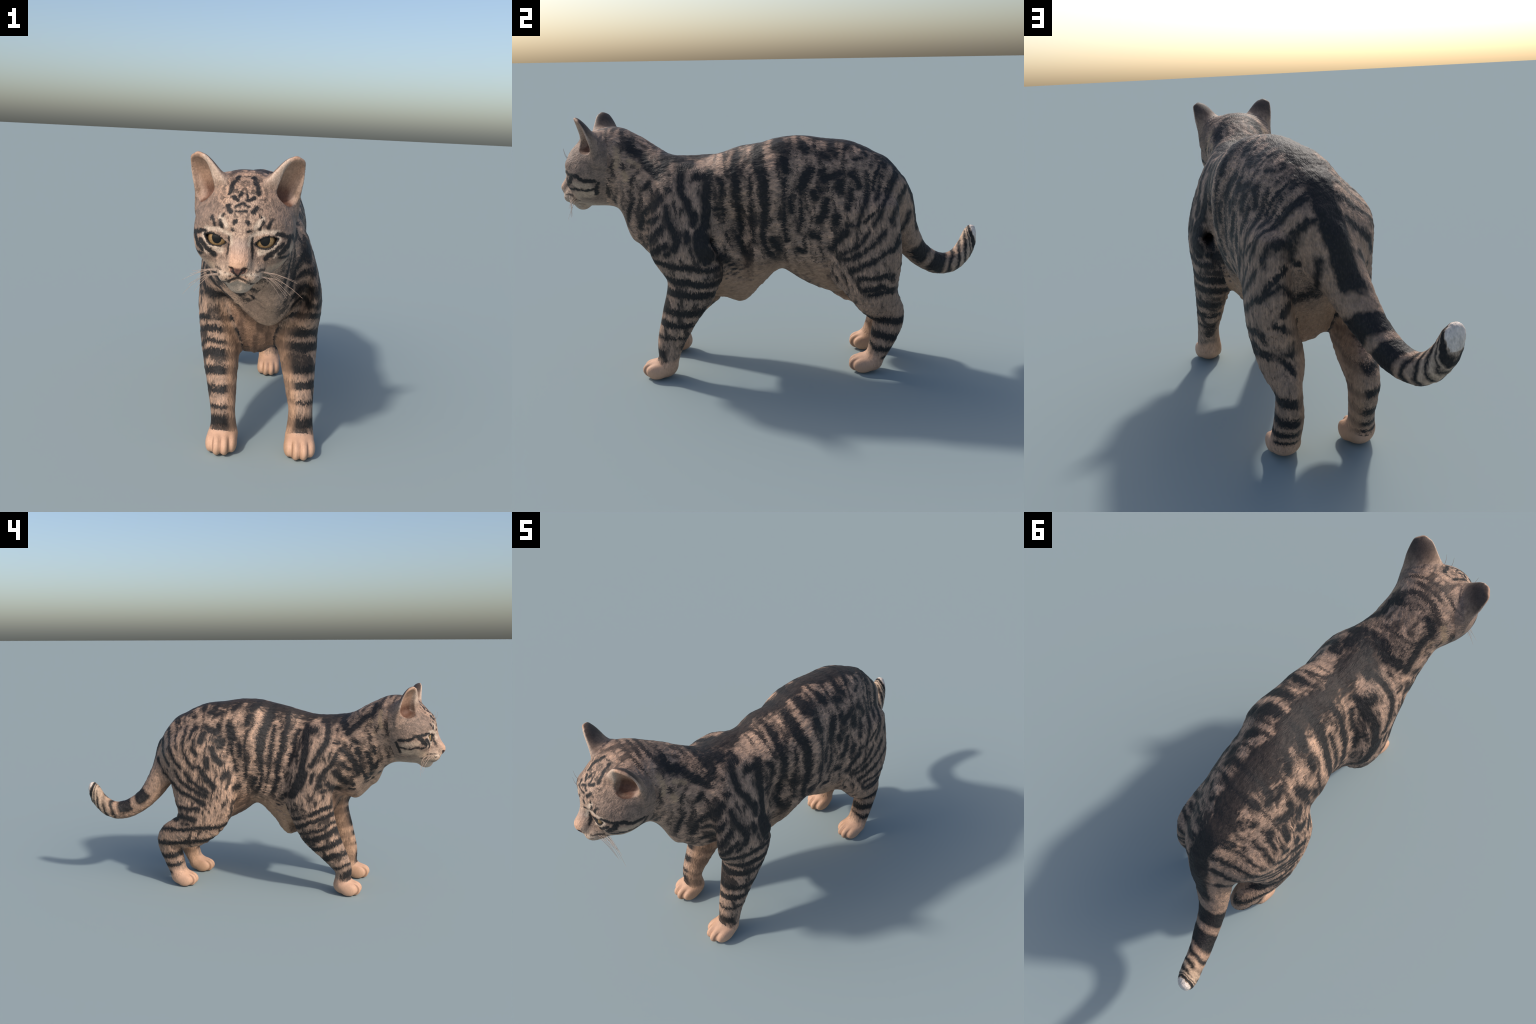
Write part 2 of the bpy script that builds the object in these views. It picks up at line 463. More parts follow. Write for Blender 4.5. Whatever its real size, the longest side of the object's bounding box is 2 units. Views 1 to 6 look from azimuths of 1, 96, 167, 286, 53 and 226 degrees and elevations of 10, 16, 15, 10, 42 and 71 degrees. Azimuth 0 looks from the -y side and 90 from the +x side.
# ------------------------------------------------------------------ coat markings (control polylines on the mirrored coat)
# each marking: (points, half width); "side" markings are read in (y, z), the others in mirrored 3D
FLANK = [
    ([(0, -.127, .846), (0, -.126, .80), (0, -.124, .758)], .008), ([(0, -.117, .697), (0, -.124, .66)], .006),
    ([(0, -.005, .829), (0, -.009, .79), (0, -.012, .766)], .010), ([(0, -.013, .65), (0, .005, .60), (0, .03, .565)], .008),
    ([(0, .075, .93), (0, .085, .84), (0, .075, .74), (0, .085, .66)], .0035), ([(0, -.07, .95), (0, -.065, .85), (0, -.07, .74), (0, -.055, .64)], .003),
    ([(0, .15, .90), (0, .155, .80), (0, .14, .70)], .003), ([(0, -.20, .93), (0, -.195, .84), (0, -.19, .74)], .003),
    ([(0, -0.379, 0.935), (0, -0.375, 0.885), (0, -0.347, 0.831), (0, -0.324, 0.78), (0, -0.319, 0.749)], 0.0109),
    ([(0, -0.34, 0.983), (0, -0.364, 0.98), (0, -0.375, 0.943)], 0.0127),
    ([(0, -0.303, 0.934), (0, -0.258, 0.929), (0, -0.262, 0.859), (0, -0.263, 0.79), (0, -0.269, 0.732)], 0.0142),
    ([(0, -0.251, 0.952), (0, -0.255, 0.913)], 0.011),
    ([(0, -.269, .735), (0, -.284, .689)], 0.018),  # patch behind the elbow: armpit shadow partly drawn in with the marking
    ([(0, -0.284, 0.689), (0, -0.28, 0.633), (0, -0.261, 0.601)], 0.031),
    ([(0, -0.138, 1.019), (0, -0.143, 0.974), (0, -0.132, 0.911), (0, -0.127, 0.846)], 0.0127),
    ([(0, -0.124, 0.758), (0, -0.117, 0.697)], 0.0106),
    ([(0, -0.131, 0.657), (0, -0.116, 0.603), (0, -0.091, 0.557)], 0.0116),
    ([(0, -0.043, 1.046), (0, -0.043, 1.001), (0, -0.019, 0.949), (0, -0.005, 0.902), (0, -0.005, 0.829)], 0.0192),
    ([(0, -0.012, 0.766), (0, -0.013, 0.65)], 0.0109),
    ([(0, -0.461, 0.848), (0, -0.515, 0.802), (0, -0.552, 0.768), (0, -0.579, 0.706)], 0.0111),
    ([(0, -0.432, 0.81), (0, -0.434, 0.763), (0, -0.41, 0.717), (0, -0.388, 0.67), (0, -0.406, 0.637)], 0.0096),
    ([(0, -0.476, 0.772), (0, -0.535, 0.73)], 0.0059),
    ([(0, -0.459, 0.719), (0, -0.54, 0.646)], 0.0077),
    ([(0, -0.436, 0.652), (0, -0.502, 0.608)], 0.0105),
    ([(0, -0.438, 0.61), (0, -0.424, 0.613)], 0.0092),
    ([(0, -0.603, 0.824), (0, -0.642, 0.754), (0, -0.652, 0.7)], 0.0048),
    ([(0, -0.346, 0.699), (0, -0.346, 0.663)], 0.0075),
    ([(0, -0.221, 0.798), (0, -0.186, 0.797)], 0.0059),
    ([(0, -0.215, 0.581), (0, -0.155, 0.511)], 0.0087),
    ([(0, -0.213, 0.931), (0, -0.196, 0.907)], 0.0068),
    ([(0, -0.547, 0.879), (0, -0.528, 0.896)], 0.0068),
    ([(0, -0.44, 0.88), (0, -0.418, 0.881)], 0.0059),
]
RUMP = [
    ([(0, 0.11, 0.851), (0, 0.11, 0.788)], 0.0091),
    ([(0, 0.071, 1.006), (0, 0.084, 0.963)], 0.014),
    ([(0, 0.186, 0.96), (0, 0.166, 0.929), (0, 0.15, 0.889)], 0.0165),
    ([(0, 0.236, 0.951), (0, 0.244, 0.919), (0, 0.314, 0.945)], 0.0116),
    ([(0, 0.315, 0.91), (0, 0.323, 0.866)], 0.0141),
    ([(0, 0.368, 0.943), (0, 0.393, 0.914), (0, 0.398, 0.886)], 0.0158),
    ([(0, 0.204, 0.872), (0, 0.216, 0.844)], 0.0103),
    ([(0, 0.258, 0.831), (0, 0.254, 0.786), (0, 0.229, 0.748)], 0.0125),
    ([(0, 0.365, 0.869), (0, 0.365, 0.826), (0, 0.351, 0.795)], 0.0095),
    ([(0, 0.431, 0.939), (0, 0.436, 0.88), (0, 0.423, 0.813), (0, 0.407, 0.753), (0, 0.391, 0.719)], 0.0096),
    ([(0, 0.496, 0.933), (0, 0.491, 0.883), (0, 0.469, 0.833)], 0.0076),
    ([(0, 0.572, 0.924), (0, 0.538, 0.864), (0, 0.506, 0.802), (0, 0.49, 0.75), (0, 0.47, 0.717)], 0.0117),
    ([(0, 0.623, 0.871), (0, 0.584, 0.816), (0, 0.562, 0.764), (0, 0.55, 0.728)], 0.011),
    ([(0, 0.64, 0.745), (0, 0.613, 0.669), (0, 0.574, 0.63), (0, 0.473, 0.566), (0, 0.37, 0.515)], 0.0111),
    ([(0, 0.516, 0.694), (0, 0.484, 0.646), (0, 0.431, 0.604), (0, 0.348, 0.568)], 0.01),
    ([(0, 0.442, 0.689), (0, 0.409, 0.639), (0, 0.339, 0.59)], 0.0092),
    ([(0, 0.338, 0.699), (0, 0.326, 0.664), (0, 0.289, 0.619)], 0.0125),
    ([(0, 0.042, 1.065), (0, 0.068, 1.05)], 0.0201),
    ([(0, 0.146, 1.063), (0, 0.168, 1.042)], 0.0117),
    ([(0, 0.275, 1.072), (0, 0.272, 1.037), (0, 0.301, 1.023)], 0.0084),
    ([(0, 0.356, 1.062), (0, 0.343, 1.042)], 0.0119),
    ([(0, 0.23, 1.023), (0, 0.268, 1.011)], 0.0075),
    ([(0, 0.426, 1.02), (0, 0.434, 1.008)], 0.0127),
    ([(0, 0.389, 0.995), (0, 0.406, 0.998)], 0.0084),
    ([(0, 0.457, 0.974), (0, 0.457, 0.963)], 0.0084),
    ([(0, 0.52, 0.979), (0, 0.509, 0.955)], 0.0102),
    ([(0, 0.024, 0.662), (0, 0.048, 0.618)], 0.0119),
    ([(0, 0.137, 0.608), (0, 0.158, 0.601)], 0.0085),
    ([(0, 0.196, 0.687), (0, 0.226, 0.665)], 0.0101),
    ([(0, 0.296, 0.766), (0, 0.3, 0.728)], 0.0083),
    ([(0, 0.22, 0.892), (0, 0.237, 0.872)], 0.0058),
    ([(0, 0.346, 0.728), (0, 0.387, 0.724)], 0.0058),
]
THIGH = [
    ([(0, 0.56, 0.488), (0, 0.47, 0.48), (0, 0.403, 0.48)], 0.0119),
    ([(0, 0.577, 0.424), (0, 0.506, 0.435), (0, 0.43, 0.42)], 0.0154),
    ([(0, 0.507, 0.397), (0, 0.456, 0.392)], 0.0068),
]
NECK_MARKS = [
    ([(0, -0.635, 1.079), (0, -0.62, 1.036), (0, -0.563, 1.011), (0, -0.53, 0.969), (0, -0.489, 0.934)], 0.012),
    ([(0, -0.468, 1.016), (0, -0.449, 0.988), (0, -0.473, 0.961)], 0.0145),
    ([(0, -0.44, 1.013), (0, -0.392, 1)], 0.0095),
]
THROAT = [
    ([(0.15, -0.546, 0.844), (0.123, -0.564, 0.736), (0.036, -0.585, 0.668), (0.023, -0.611, 0.665)], 0.011),
    ([(0.121, -0.614, 0.799), (0.106, -0.618, 0.764), (0.07, -0.642, 0.736), (0.095, -0.65, 0.778)], 0.0081),
    ([(0.128, -0.631, 0.864), (0.119, -0.638, 0.827)], 0.0062),
    ([(0.05, -0.599, 0.626), (0.064, -0.603, 0.618)], 0.0047),
    ([(0.066, -0.492, 0.603), (0.04, -0.521, 0.6)], 0.0065),
    ([(0.088, -0.517, 0.643), (0.071, -0.522, 0.63)], 0.0065),
]
FACE = [
    ([(0.116, -0.127, 0.945), (0.143, -0.102, 0.937), (0.165, -0.06, 0.93), (0.17, -0.024, 0.908), (0.165, 0.032, 0.908)], 0.0067),
    ([(0.158, 0.043, 0.894), (0.15, 0.029, 0.869), (0.132, 0.02, 0.841)], 0.0074),
    ([(0.154, 0.015, 0.868), (0.155, -0.024, 0.86), (0.154, -0.068, 0.868), (0.127, -0.11, 0.868)], 0.0042),
    ([(0.156, -0.085, 0.921), (0.145, -0.104, 0.899), (0.128, -0.117, 0.883)], 0.0095),
]
FRONT = [
    ([(0.037, -0.142, 0.929), (0.038, -0.144, 0.898), (0.04, -0.155, 0.874)], 0.0035),
    ([(0.132, -0.114, 0.911), (0.107, -0.127, 0.888), (0.083, -0.125, 0.867)], 0.0078),
    ([(0.097, -0.125, 0.993), (0.089, -0.135, 0.979), (0.085, -0.137, 0.969)], 0.0042),
    ([(0.069, -0.139, 0.983), (0.06, -0.141, 0.962)], 0.0042),
    ([(0.047, -0.123, 1.028), (0.035, -0.139, 1.011)], 0.0061),
    ([(0.057, -0.136, 1), (0.059, -0.137, 0.997)], 0.0039),
    ([(0.02, -0.132, 1.027), (0.002, -0.125, 1.037)], 0.0045),
    ([(0.034, -0.103, 1.053), (0.016, -0.115, 1.045)], 0.0065),
    ([(0.016, -0.141, 1.014), (0.001, -0.142, 1.014)], 0.0035),
    ([(0.023, -0.151, 0.978), (0.016, -0.151, 0.983)], 0.0042),
    ([(0.029, -0.152, 0.955), (0.024, -0.154, 0.952)], 0.0029),
    ([(0.007, -0.093, 1.067), (0.014, -0.106, 1.054)], 0.0045),
    ([(0.046, -0.088, 1.064), (0.04, -0.069, 1.086), (0.025, -0.026, 1.114)], 0.0073),
    ([(0.08, -0.115, 0.828), (0.057, -0.162, 0.828)], 0.0029),
    ([(0.083, -0.082, 0.803), (0.042, -0.177, 0.821)], 0.002),
    ([(0.063, -0.158, 0.81), (0.025, -0.181, 0.813)], 0.0019),
    ([(0.112, 0.241, 0.714), (0.038, -0.176, 0.8)], 0.0021),
]
LIGHT = [
    ([(0.118, -0.123, 0.926), (0.097, -0.131, 0.904), (0.066, -0.132, 0.885)], 0.0105),
    ([(0.027, -0.154, 0.913), (0.034, -0.147, 0.938), (0.068, -0.139, 0.954), (0.116, -0.124, 0.951)], 0.0055),
    ([(0.065, -0.137, 0.993), (0.048, -0.146, 0.966)], 0.0071),
    ([(0.128, -0.118, 0.905), (0.126, -0.118, 0.894), (0.107, -0.121, 0.87)], 0.002),
    ([(0.06, -0.164, 0.817), (0.015, -0.186, 0.821)], 0.0038),
]
CHEEK = [
    ([(0.162, 0, 0.879), (0.161, -0.071, 0.892)], 0.0098),
    ([(0.138, 0.005, 0.843), (0.136, -0.067, 0.842), (0.091, -0.098, 0.823)], 0.016),
]


NOSE_EDGE = [
    ([(.027, -.188, .842), (.012, -.195, .829), (0, -.180, .812)], .0028),
]
EAR_PALE = [
    ([(.121, .127, 1.053), (.14, .133, 1.008), (.15, .126, .972)], .009),
    ([(.149, .165, .941), (.151, .175, .921)], .011),
    ([(.132, .181, 1.0), (.136, .227, .974)], .008),
]
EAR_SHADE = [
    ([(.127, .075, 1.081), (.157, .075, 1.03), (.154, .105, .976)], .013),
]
REAR = [
    ([(0.065, 0.416, 1.025), (0.121, 0.377, 0.993)], 0.0074), 
    ([(0.055, 0.504, 0.98), (0.092, 0.487, 0.954), (0.121, 0.469, 0.922), (0.148, 0.458, 0.872)], 0.0086), 
    ([(0.021, 0.557, 0.958), (0.036, 0.561, 0.946), (0.082, 0.557, 0.914), (0.126, 0.52, 0.867), (0.182, 0.513, 0.816), (0.214, 0.43, 0.736)], 0.0103), 
    ([(0.005, 0.62, 0.882), (0.058, 0.613, 0.868), (0.096, 0.587, 0.836), (0.149, 0.578, 0.786), (0.197, 0.545, 0.733)], 0.0109), 
    ([(0.09, 0.569, 0.717), (0.137, 0.583, 0.703), (0.176, 0.586, 0.677), (0.209, 0.563, 0.618), (0.232, 0.488, 0.57)], 0.0116), 
    ([(0.119, 0.566, 0.584), (0.147, 0.593, 0.568)], 0.0193), 
    ([(0.178, 0.596, 0.53), (0.14, 0.59, 0.503), (0.089, 0.546, 0.461)], 0.0136), 
    ([(0.229, 0.51, 0.488), (0.201, 0.571, 0.472)], 0.0101), 
    ([(0.223, 0.45, 0.397), (0.202, 0.556, 0.415), (0.158, 0.585, 0.405), (0.136, 0.598, 0.366)], 0.0147),
    ([(0.109, 0.572, 0.449), (0.121, 0.582, 0.417)], 0.0139), 
]



def spine_x(y):
    return float(np.interp(y, [-.25, .6], [.035, -.03]) + np.interp(y, [-.7, -.35], [-.04, 0]))


class Net:
    """Small helper that writes shader nodes as expressions."""

    def __init__(self, name):
        self.mat = bpy.data.materials.new(name)
        self.mat.use_nodes = True
        self.t = self.mat.node_tree
        self.t.nodes.clear()
        self.out = self.t.nodes.new("ShaderNodeOutputMaterial")

    def put(self, sock, v):
        if isinstance(v, bpy.types.NodeSocket):
            self.t.links.new(v, sock)
        elif v is not None:
            if isinstance(v, (tuple, list, np.ndarray)) and len(v) == 3 and len(getattr(sock, "default_value", (0,) * 3)) == 4:
                v = (*v, 1)
            sock.default_value = tuple(float(a) for a in v) if isinstance(v, (tuple, list, np.ndarray)) else v

    def node(self, kind, **kw):
        n = self.t.nodes.new("ShaderNode" + kind)
        for k, v in kw.items():
            setattr(n, k, v)
        return n

    def m(self, op, a, b=None, c=None, clamp=False):
        n = self.node("Math", operation=op, use_clamp=clamp)
        for i, v in enumerate((a, b, c)):
            self.put(n.inputs[i], v)
        return n.outputs[0]

    def v(self, op, a, b=None, c=None, scale=None):
        n = self.node("VectorMath", operation=op)
        for i, x in enumerate((a, b, c)):
            self.put(n.inputs[i], x)
        if scale is not None:
            self.put(n.inputs["Scale"], scale)
        return n.outputs["Value"] if op in ("LENGTH", "DOT_PRODUCT", "DISTANCE") else n.outputs["Vector"]

    def xyz(self, a):
        n = self.node("SeparateXYZ")
        self.put(n.inputs[0], a)
        return n.outputs[0], n.outputs[1], n.outputs[2]

    def vec(self, x, y, z):
        n = self.node("CombineXYZ")
        for i, a in enumerate((x, y, z)):
            self.put(n.inputs[i], a)
        return n.outputs[0]

    def ramp(self, x, a, b, lo=0.0, hi=1.0, smooth=True):
        n = self.node("MapRange", interpolation_type="SMOOTHSTEP" if smooth else "LINEAR", clamp=False)
        for i, k in enumerate((x, a, b, lo, hi)):
            self.put(n.inputs[i], k)
        if smooth:
            return n.outputs[0]
        c = self.node("Clamp")
        self.put(c.inputs[0], n.outputs[0])
        c.inputs[1].default_value, c.inputs[2].default_value = min(lo, hi), max(lo, hi)
        return c.outputs[0]

    def noise(self, p, scale, detail=2.0, rough=.55, colour=False, dist=0.0):
        n = self.node("TexNoise")
        self.put(n.inputs["Vector"], p)
        n.inputs["Scale"].default_value = scale
        n.inputs["Detail"].default_value = detail
        n.inputs["Roughness"].default_value = rough
        n.inputs["Distortion"].default_value = dist
        return n.outputs["Color" if colour else "Fac"]

    def mix(self, f, a, b, mode="MIX"):
        n = self.node("Mix", data_type="RGBA", blend_type=mode)
        self.put(n.inputs[0], f)
        self.put(n.inputs[6], a)
        self.put(n.inputs[7], b)
        return n.outputs[2]

    def bands(self, x, lo, hi, spots, edge):
        """Dark bands at given centres and half widths along a scalar, as one colour ramp."""
        x = self.ramp(x, lo, hi, smooth=False)
        n = self.node("ValToRGB")
        self.put(n.inputs[0], x)
        stops = [(0.0, 0.0)]
        for c, w in sorted(spots):
            for s, val in ((c - w - edge, 0), (c - w + edge, 1), (c + w - edge, 1), (c + w + edge, 0)):
                stops.append(((s - lo) / (hi - lo), val))
        cr = n.color_ramp
        stops = [s for s in stops if 0 <= s[0] <= 1][:32]
        while len(cr.elements) < len(stops):
            cr.elements.new(.5)
        for e, (pos, val) in zip(cr.elements, stops):
            e.position = pos
            e.color = (val, val, val, 1)
        return n.outputs[0]

    def polylines(self, p, marks):
        """Distance from p to the nearest marking, minus its half width."""
        best = None
        for pts, w in marks:
            pts = [np.array(q, float) for q in pts]
            seg = list(zip(pts[:-1], pts[1:])) if len(pts) > 1 else [(pts[0], pts[0] + 1e-3)]
            for a, b in seg:
                ba = b - a
                d = self.v("SUBTRACT", p, a)
                h = self.v("DOT_PRODUCT", d, ba / (ba @ ba))
                c = self.node("Clamp")      # nodes are made in evaluation order, which keeps the shader shallow
                self.put(c.inputs[0], h)
                h = c.outputs[0]
                d = self.v("MULTIPLY_ADD", self.vec(h, h, h), -ba, d)
                d = self.m("SUBTRACT", self.v("LENGTH", d), w)
                best = d if best is None else self.m("MINIMUM", best, d)
        return best


def seg_distance(P, pts):
    pts = [np.array(q, float) for q in pts]
    if len(pts) == 1:
        pts.append(pts[0] + 1e-3)
    best = np.full(len(P), 9.0)
    for a, b in zip(pts[:-1], pts[1:]):
        ba = b - a
        t = np.clip((P - a) @ ba / (ba @ ba), 0, 1)
        best = np.minimum(best, np.linalg.norm(P - a - t[:, None] * ba, axis=1))
    return best


def coords(P):
    """Same mirrored coordinates as the shader uses, for choosing the markings that reach a part."""
    cxs = np.interp(P[:, 1], [-.25, .6], [.035, -.03]) + np.interp(P[:, 1], [-.7, -.35], [-.04, 0])
    x = P[:, 0] - cxs
    low = np.clip((.82 - P[:, 2]) / .28, 0, 1) * (x < 0)
    y = P[:, 1] + low * np.interp(P[:, 1], [-.2, .25], [-.085, .07])
    side = np.stack([x * 0, y, P[:, 2]], 1)
    mirror = np.stack([np.abs(x), P[:, 1], P[:, 2]], 1)
    rear = np.stack([np.abs(x), y, P[:, 2]], 1)
    h = to_head(P)
    h[:, 0] = np.abs(h[:, 0])
    return {"side": side, "mirror": mirror, "rear": rear, "head": h}


def reach(marks, kind, P, pad=.035):
    C = coords(P[:: max(1, len(P) // 6000)])[kind]
    out = []
    for pts, w in marks:
        if kind == "side":
            pts = [(0, q[1], q[2]) for q in pts]
        if seg_distance(C, pts).min() < w + pad:
            out.append((pts, w))
    return out


# linear base colours
DARK, DARK2 = (.014, .0125, .0125), (.038, .029, .026)
TAN, GREY, PALE = (.56, .340, .222), (.275, .192, .146), (.54, .385, .275)
BROWN = (.185, .124, .090)
PEACH, BELLY, RUST = (.56, .335, .222), (.45, .268, .165), (.33, .175, .098)


def coat(key, P):
    n = Net("fur_" + PART_NAME[key])
    is_head = key in ("head", "ear_left", "ear_right", "nose")
    tc = n.node("TexCoord")
    p = tc.outputs["Object"]
    leg = key in LEG or key.startswith("paw")
    # hair direction: streaks run along the body, down the limbs
    flow = (210, 210, 62) if leg else (190, 150, 80) if key == "tail" else (260, 120, 160) if is_head else (230, 66, 190)
    hair = n.noise(n.v("MULTIPLY", p, flow), 1.0, 2.5, .6, colour=True)
    clump = n.noise(n.v("MULTIPLY", p, tuple(f * .33 for f in flow)), 1.0, 2.0, .6)
    hx, hy, hz = n.xyz(hair)
    wide = n.noise(p, 7.0, 2.0, .5, colour=True)
    ragged = n.noise(p, 24.0 if not is_head else 55.0, 2.0, .55, colour=True)
    a1, a2, a3 = (.040 if leg else .022, .015, .026) if not is_head else (.006, .012, .010)
    jit = n.v("MULTIPLY_ADD", wide, (a1,) * 3, p)
    jit = n.v("MULTIPLY_ADD", ragged, (a2,) * 3, jit)
    along = (.35, .35, 1.8) if leg else (.45, .45, .45) if key == "tail" else (.4, 1.9, .8) if not is_head else (1, 1, 1)     # markings feather along the hair
    jit = n.v("MULTIPLY_ADD", hair, tuple(a3 * f for f in along), jit)
    jit = n.v("SUBTRACT", jit, tuple((a1 + a2 + a3 * f) / 2 for f in along))
    x, y, z = n.xyz(jit)
    px, py, pz = n.xyz(p)
    nx, ny, nz = n.xyz(n.node("NewGeometry").outputs["Normal"])

    dark = None

    def add(mask):
        nonlocal dark
        dark = mask if dark is None else n.m("MAXIMUM", dark, mask)

    rx, ry, rz = n.xyz(ragged)
    w1, w2, w3 = n.xyz(wide)
    k = .45 if is_head else 1.0
    soft = n.m("MULTIPLY_ADD", clump, .020 * k, n.m("MULTIPLY_ADD", ry, .014 * k, n.m("MULTIPLY_ADD", w2, .012 * k, -.025 * k)))
    xm = halo = None
    if not is_head or key == "head":
        cxs = n.m("ADD", n.ramp(y, -.25, .6, .035, -.03, False), n.ramp(y, -.7, -.35, -.04, 0, False))
        xm = n.m("SUBTRACT", x, cxs)
        right = n.m("LESS_THAN", xm, 0.0)
        low = n.m("MULTIPLY", n.ramp(z, .82, .54, 0, 1, False), right)
        ys = n.m("MULTIPLY_ADD", low, n.ramp(y, -.2, .25, -.085, .07, False), y)
        side = n.vec(0.0, ys, z)
        marks = reach(FLANK + RUMP + THIGH + NECK_MARKS, "side", P)
        if marks:
            near = n.m("ADD", n.m("ADD", n.polylines(side, marks), soft), n.ramp(y, .28, .42, 0, .007))
            add(n.ramp(near, .018, -.004))
            halo = n.ramp(near, .030, .006, 0, .6)
        mirror = n.vec(n.m("ABSOLUTE", xm), y, z)
        marks = reach(REAR, "rear", P)
        if marks:
            add(n.ramp(n.m("ADD", n.polylines(n.vec(n.m("ABSOLUTE", xm), ys, z), marks), soft), .006, -.008))
        marks = reach(THROAT, "mirror", P)
        if marks:
            add(n.ramp(n.m("ADD", n.polylines(mirror, marks), soft), .010, -.002))
    if is_head:
        local = n.v("SUBTRACT", jit, HEAD_O)
        rot = n.node("VectorRotate", rotation_type="Z_AXIS")
        n.put(rot.inputs["Vector"], local)
        rot.inputs["Angle"].default_value = HEAD_YAW
        gx, gy, gz = n.xyz(rot.outputs[0])
        ax = n.m("ABSOLUTE", gx)
        hp = n.vec(ax, gy, gz)

    # fur ground colour
    tick = n.m("MULTIPLY_ADD", hx, .75, n.m("MULTIPLY", clump, .6))
    base = n.mix(n.ramp(tick, .42, .92), GREY, TAN)
    if key in ("torso", "neck", "fore_left", "fore_right", "hind_left", "hind_right", "tail"):
        patch = n.noise(p, 4.5, 2.0)
        base = n.mix(n.ramp(patch, .45, .75, 0, .55), base, GREY)
        base = n.mix(n.m("MULTIPLY", n.ramp(y, .38, .58), .55), base, n.mix(hx, (.16, .105, .075), (.31, .195, .13)))
        # pale, unmarked belly and inner legs
        under = n.m("MULTIPLY", n.ramp(n.m("MULTIPLY_ADD", w1, .3, nz), .15, -.2), n.ramp(z, .60, .48))
        if leg or key == "tail":
            under = None
    else:
        under = None
    if halo is not None:
        base = n.mix(halo, base, n.mix(hx, BROWN, GREY))
    blotch = n.noise(n.v("MULTIPLY", jit, (9, 7, 12)), 1.0, 3.0, .62, dist=.4)
    if key in ("torso", "neck", "fore_left", "fore_right", "hind_left", "hind_right"):
        lean = n.vec(n.m("MULTIPLY", z, 11.0), n.m("MULTIPLY_ADD", z, n.ramp(y, .1, .5, 2.0, 14.0, False), n.m("MULTIPLY", y, 24.0)), 0.0)
        small = n.noise(lean, 1.0, 3.0, .6, dist=.6)
        smear = n.m("SUBTRACT", n.m("MULTIPLY_ADD", hx, .18, small), n.ramp(y, .34, .5, 0, .10))
        base = n.mix(n.ramp(smear, .52, .64, 0, .7), base, BROWN)
        add(n.ramp(smear, .61, .70, 0, .88))           # broken small markings
        ticks = n.noise(n.v("MULTIPLY", p, tuple(f * .55 for f in flow)), 1.0, 2.0, .65)
        add(n.ramp(ticks, .54, .72, 0, .6))                                         # dark-tipped hairs
        add(n.m("MULTIPLY", n.ramp(n.m("MULTIPLY_ADD", n.m("SUBTRACT", blotch, .5), .16, n.m("MULTIPLY_ADD", soft, 1.5, n.m("ABSOLUTE", xm))), .070, .040, 0, .95), n.m("MULTIPLY", n.ramp(nz, .50, .78), n.ramp(y, -.50, -.40))))     # dorsal stripe
    if key in ("neck", "torso", "head"):
        # mottled crown and nape
        crown = n.noise(n.v("MULTIPLY", mirror, (26, 10, 15)), 1.0, 2.5, .6)
        where = n.m("MULTIPLY", n.ramp(nz, .30, .65), n.ramp(y, -.38, -.45))
        where = n.m("MULTIPLY", where, n.m("MULTIPLY", n.ramp(y, -.90, -.85), n.ramp(z, 1.0, 1.05)))
        add(n.m("MULTIPLY", n.ramp(crown, .47, .62, 0, .8), where))

    if key in ("neck", "head"):
        if key == "neck":
            local = n.v("SUBTRACT", jit, HEAD_O)
            rot = n.node("VectorRotate", rotation_type="Z_AXIS")
            n.put(rot.inputs["Vector"], local)
            rot.inputs["Angle"].default_value = HEAD_YAW
            gx, gy, gz = n.xyz(rot.outputs[0])
            hp = n.vec(n.m("ABSOLUTE", gx), gy, gz)
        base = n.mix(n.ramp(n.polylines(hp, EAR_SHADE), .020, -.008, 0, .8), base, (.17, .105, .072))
        bald = n.ramp(n.polylines(hp, EAR_PALE), .012, -.006, 0, .85)
        base = n.mix(bald, base, (.46, .30, .18))
        dark = n.m("MULTIPLY", dark, n.m("MULTIPLY_ADD", bald, -.9, 1.0))

    # limb and tail bands
    if key.endswith("fore_left"):
        s = n.m("MULTIPLY_ADD", n.m("ADD", y, .45), .12, z)
        b = n.bands(s, 0.0, .7, [(.56, .016), (.487, .019), (.43, .021), (.342, .019), (.275, .019), (.208, .009)], .006)
        add(n.m("MULTIPLY", b, n.ramp(blotch, .70, .60)))
        add(n.m("MULTIPLY", n.bands(s, 0.0, .7, [(.132, .026)], .008), n.ramp(ny, .25, -.3)))
    if key.endswith("fore_right"):
        s = n.m("MULTIPLY_ADD", n.m("ADD", y, .46), .42, z)
        b = n.bands(s, 0.0, .7, [(.545, .015), (.494, .016), (.44, .012), (.392, .021), (.322, .019), (.245, .021), (.162, .010)], .006)
        add(n.m("MULTIPLY", b, n.ramp(blotch, .70, .60)))
        add(n.m("MULTIPLY", n.bands(s, 0.0, .7, [(.105, .026)], .008), n.ramp(ny, .25, -.3)))
    if "hind" in key:
        s = n.m("MULTIPLY_ADD", n.m("SUBTRACT", y, .54), .15, z)
        spots = [(.265, .020), (.19, .021), (.127, .016)] if key.endswith("left") else [(.34, .014), (.262, .016), (.187, .018), (.125, .015)]
        add(n.bands(s, 0.0, .7, spots, .007))
        add(n.m("MULTIPLY", n.bands(s, 0.0, .7, [(.08, .012)], .007), n.ramp(ny, .2, .6)))
    if key in ("tail", "torso"):
        root = n.m("SUBTRACT", x, n.ramp(z, .90, .64, -.03, -.085, False))
        root = n.ramp(n.m("ADD", n.m("ABSOLUTE", root), soft), .056, .034)
        root = n.m("MULTIPLY", root, n.m("MULTIPLY", n.ramp(n.m("ADD", ny, nz), .45, .75), n.ramp(y, .46, .52)))
        add(n.m("MULTIPLY", root, n.ramp(n.m("MULTIPLY_ADD", rx, .05, z), .645, .675)))
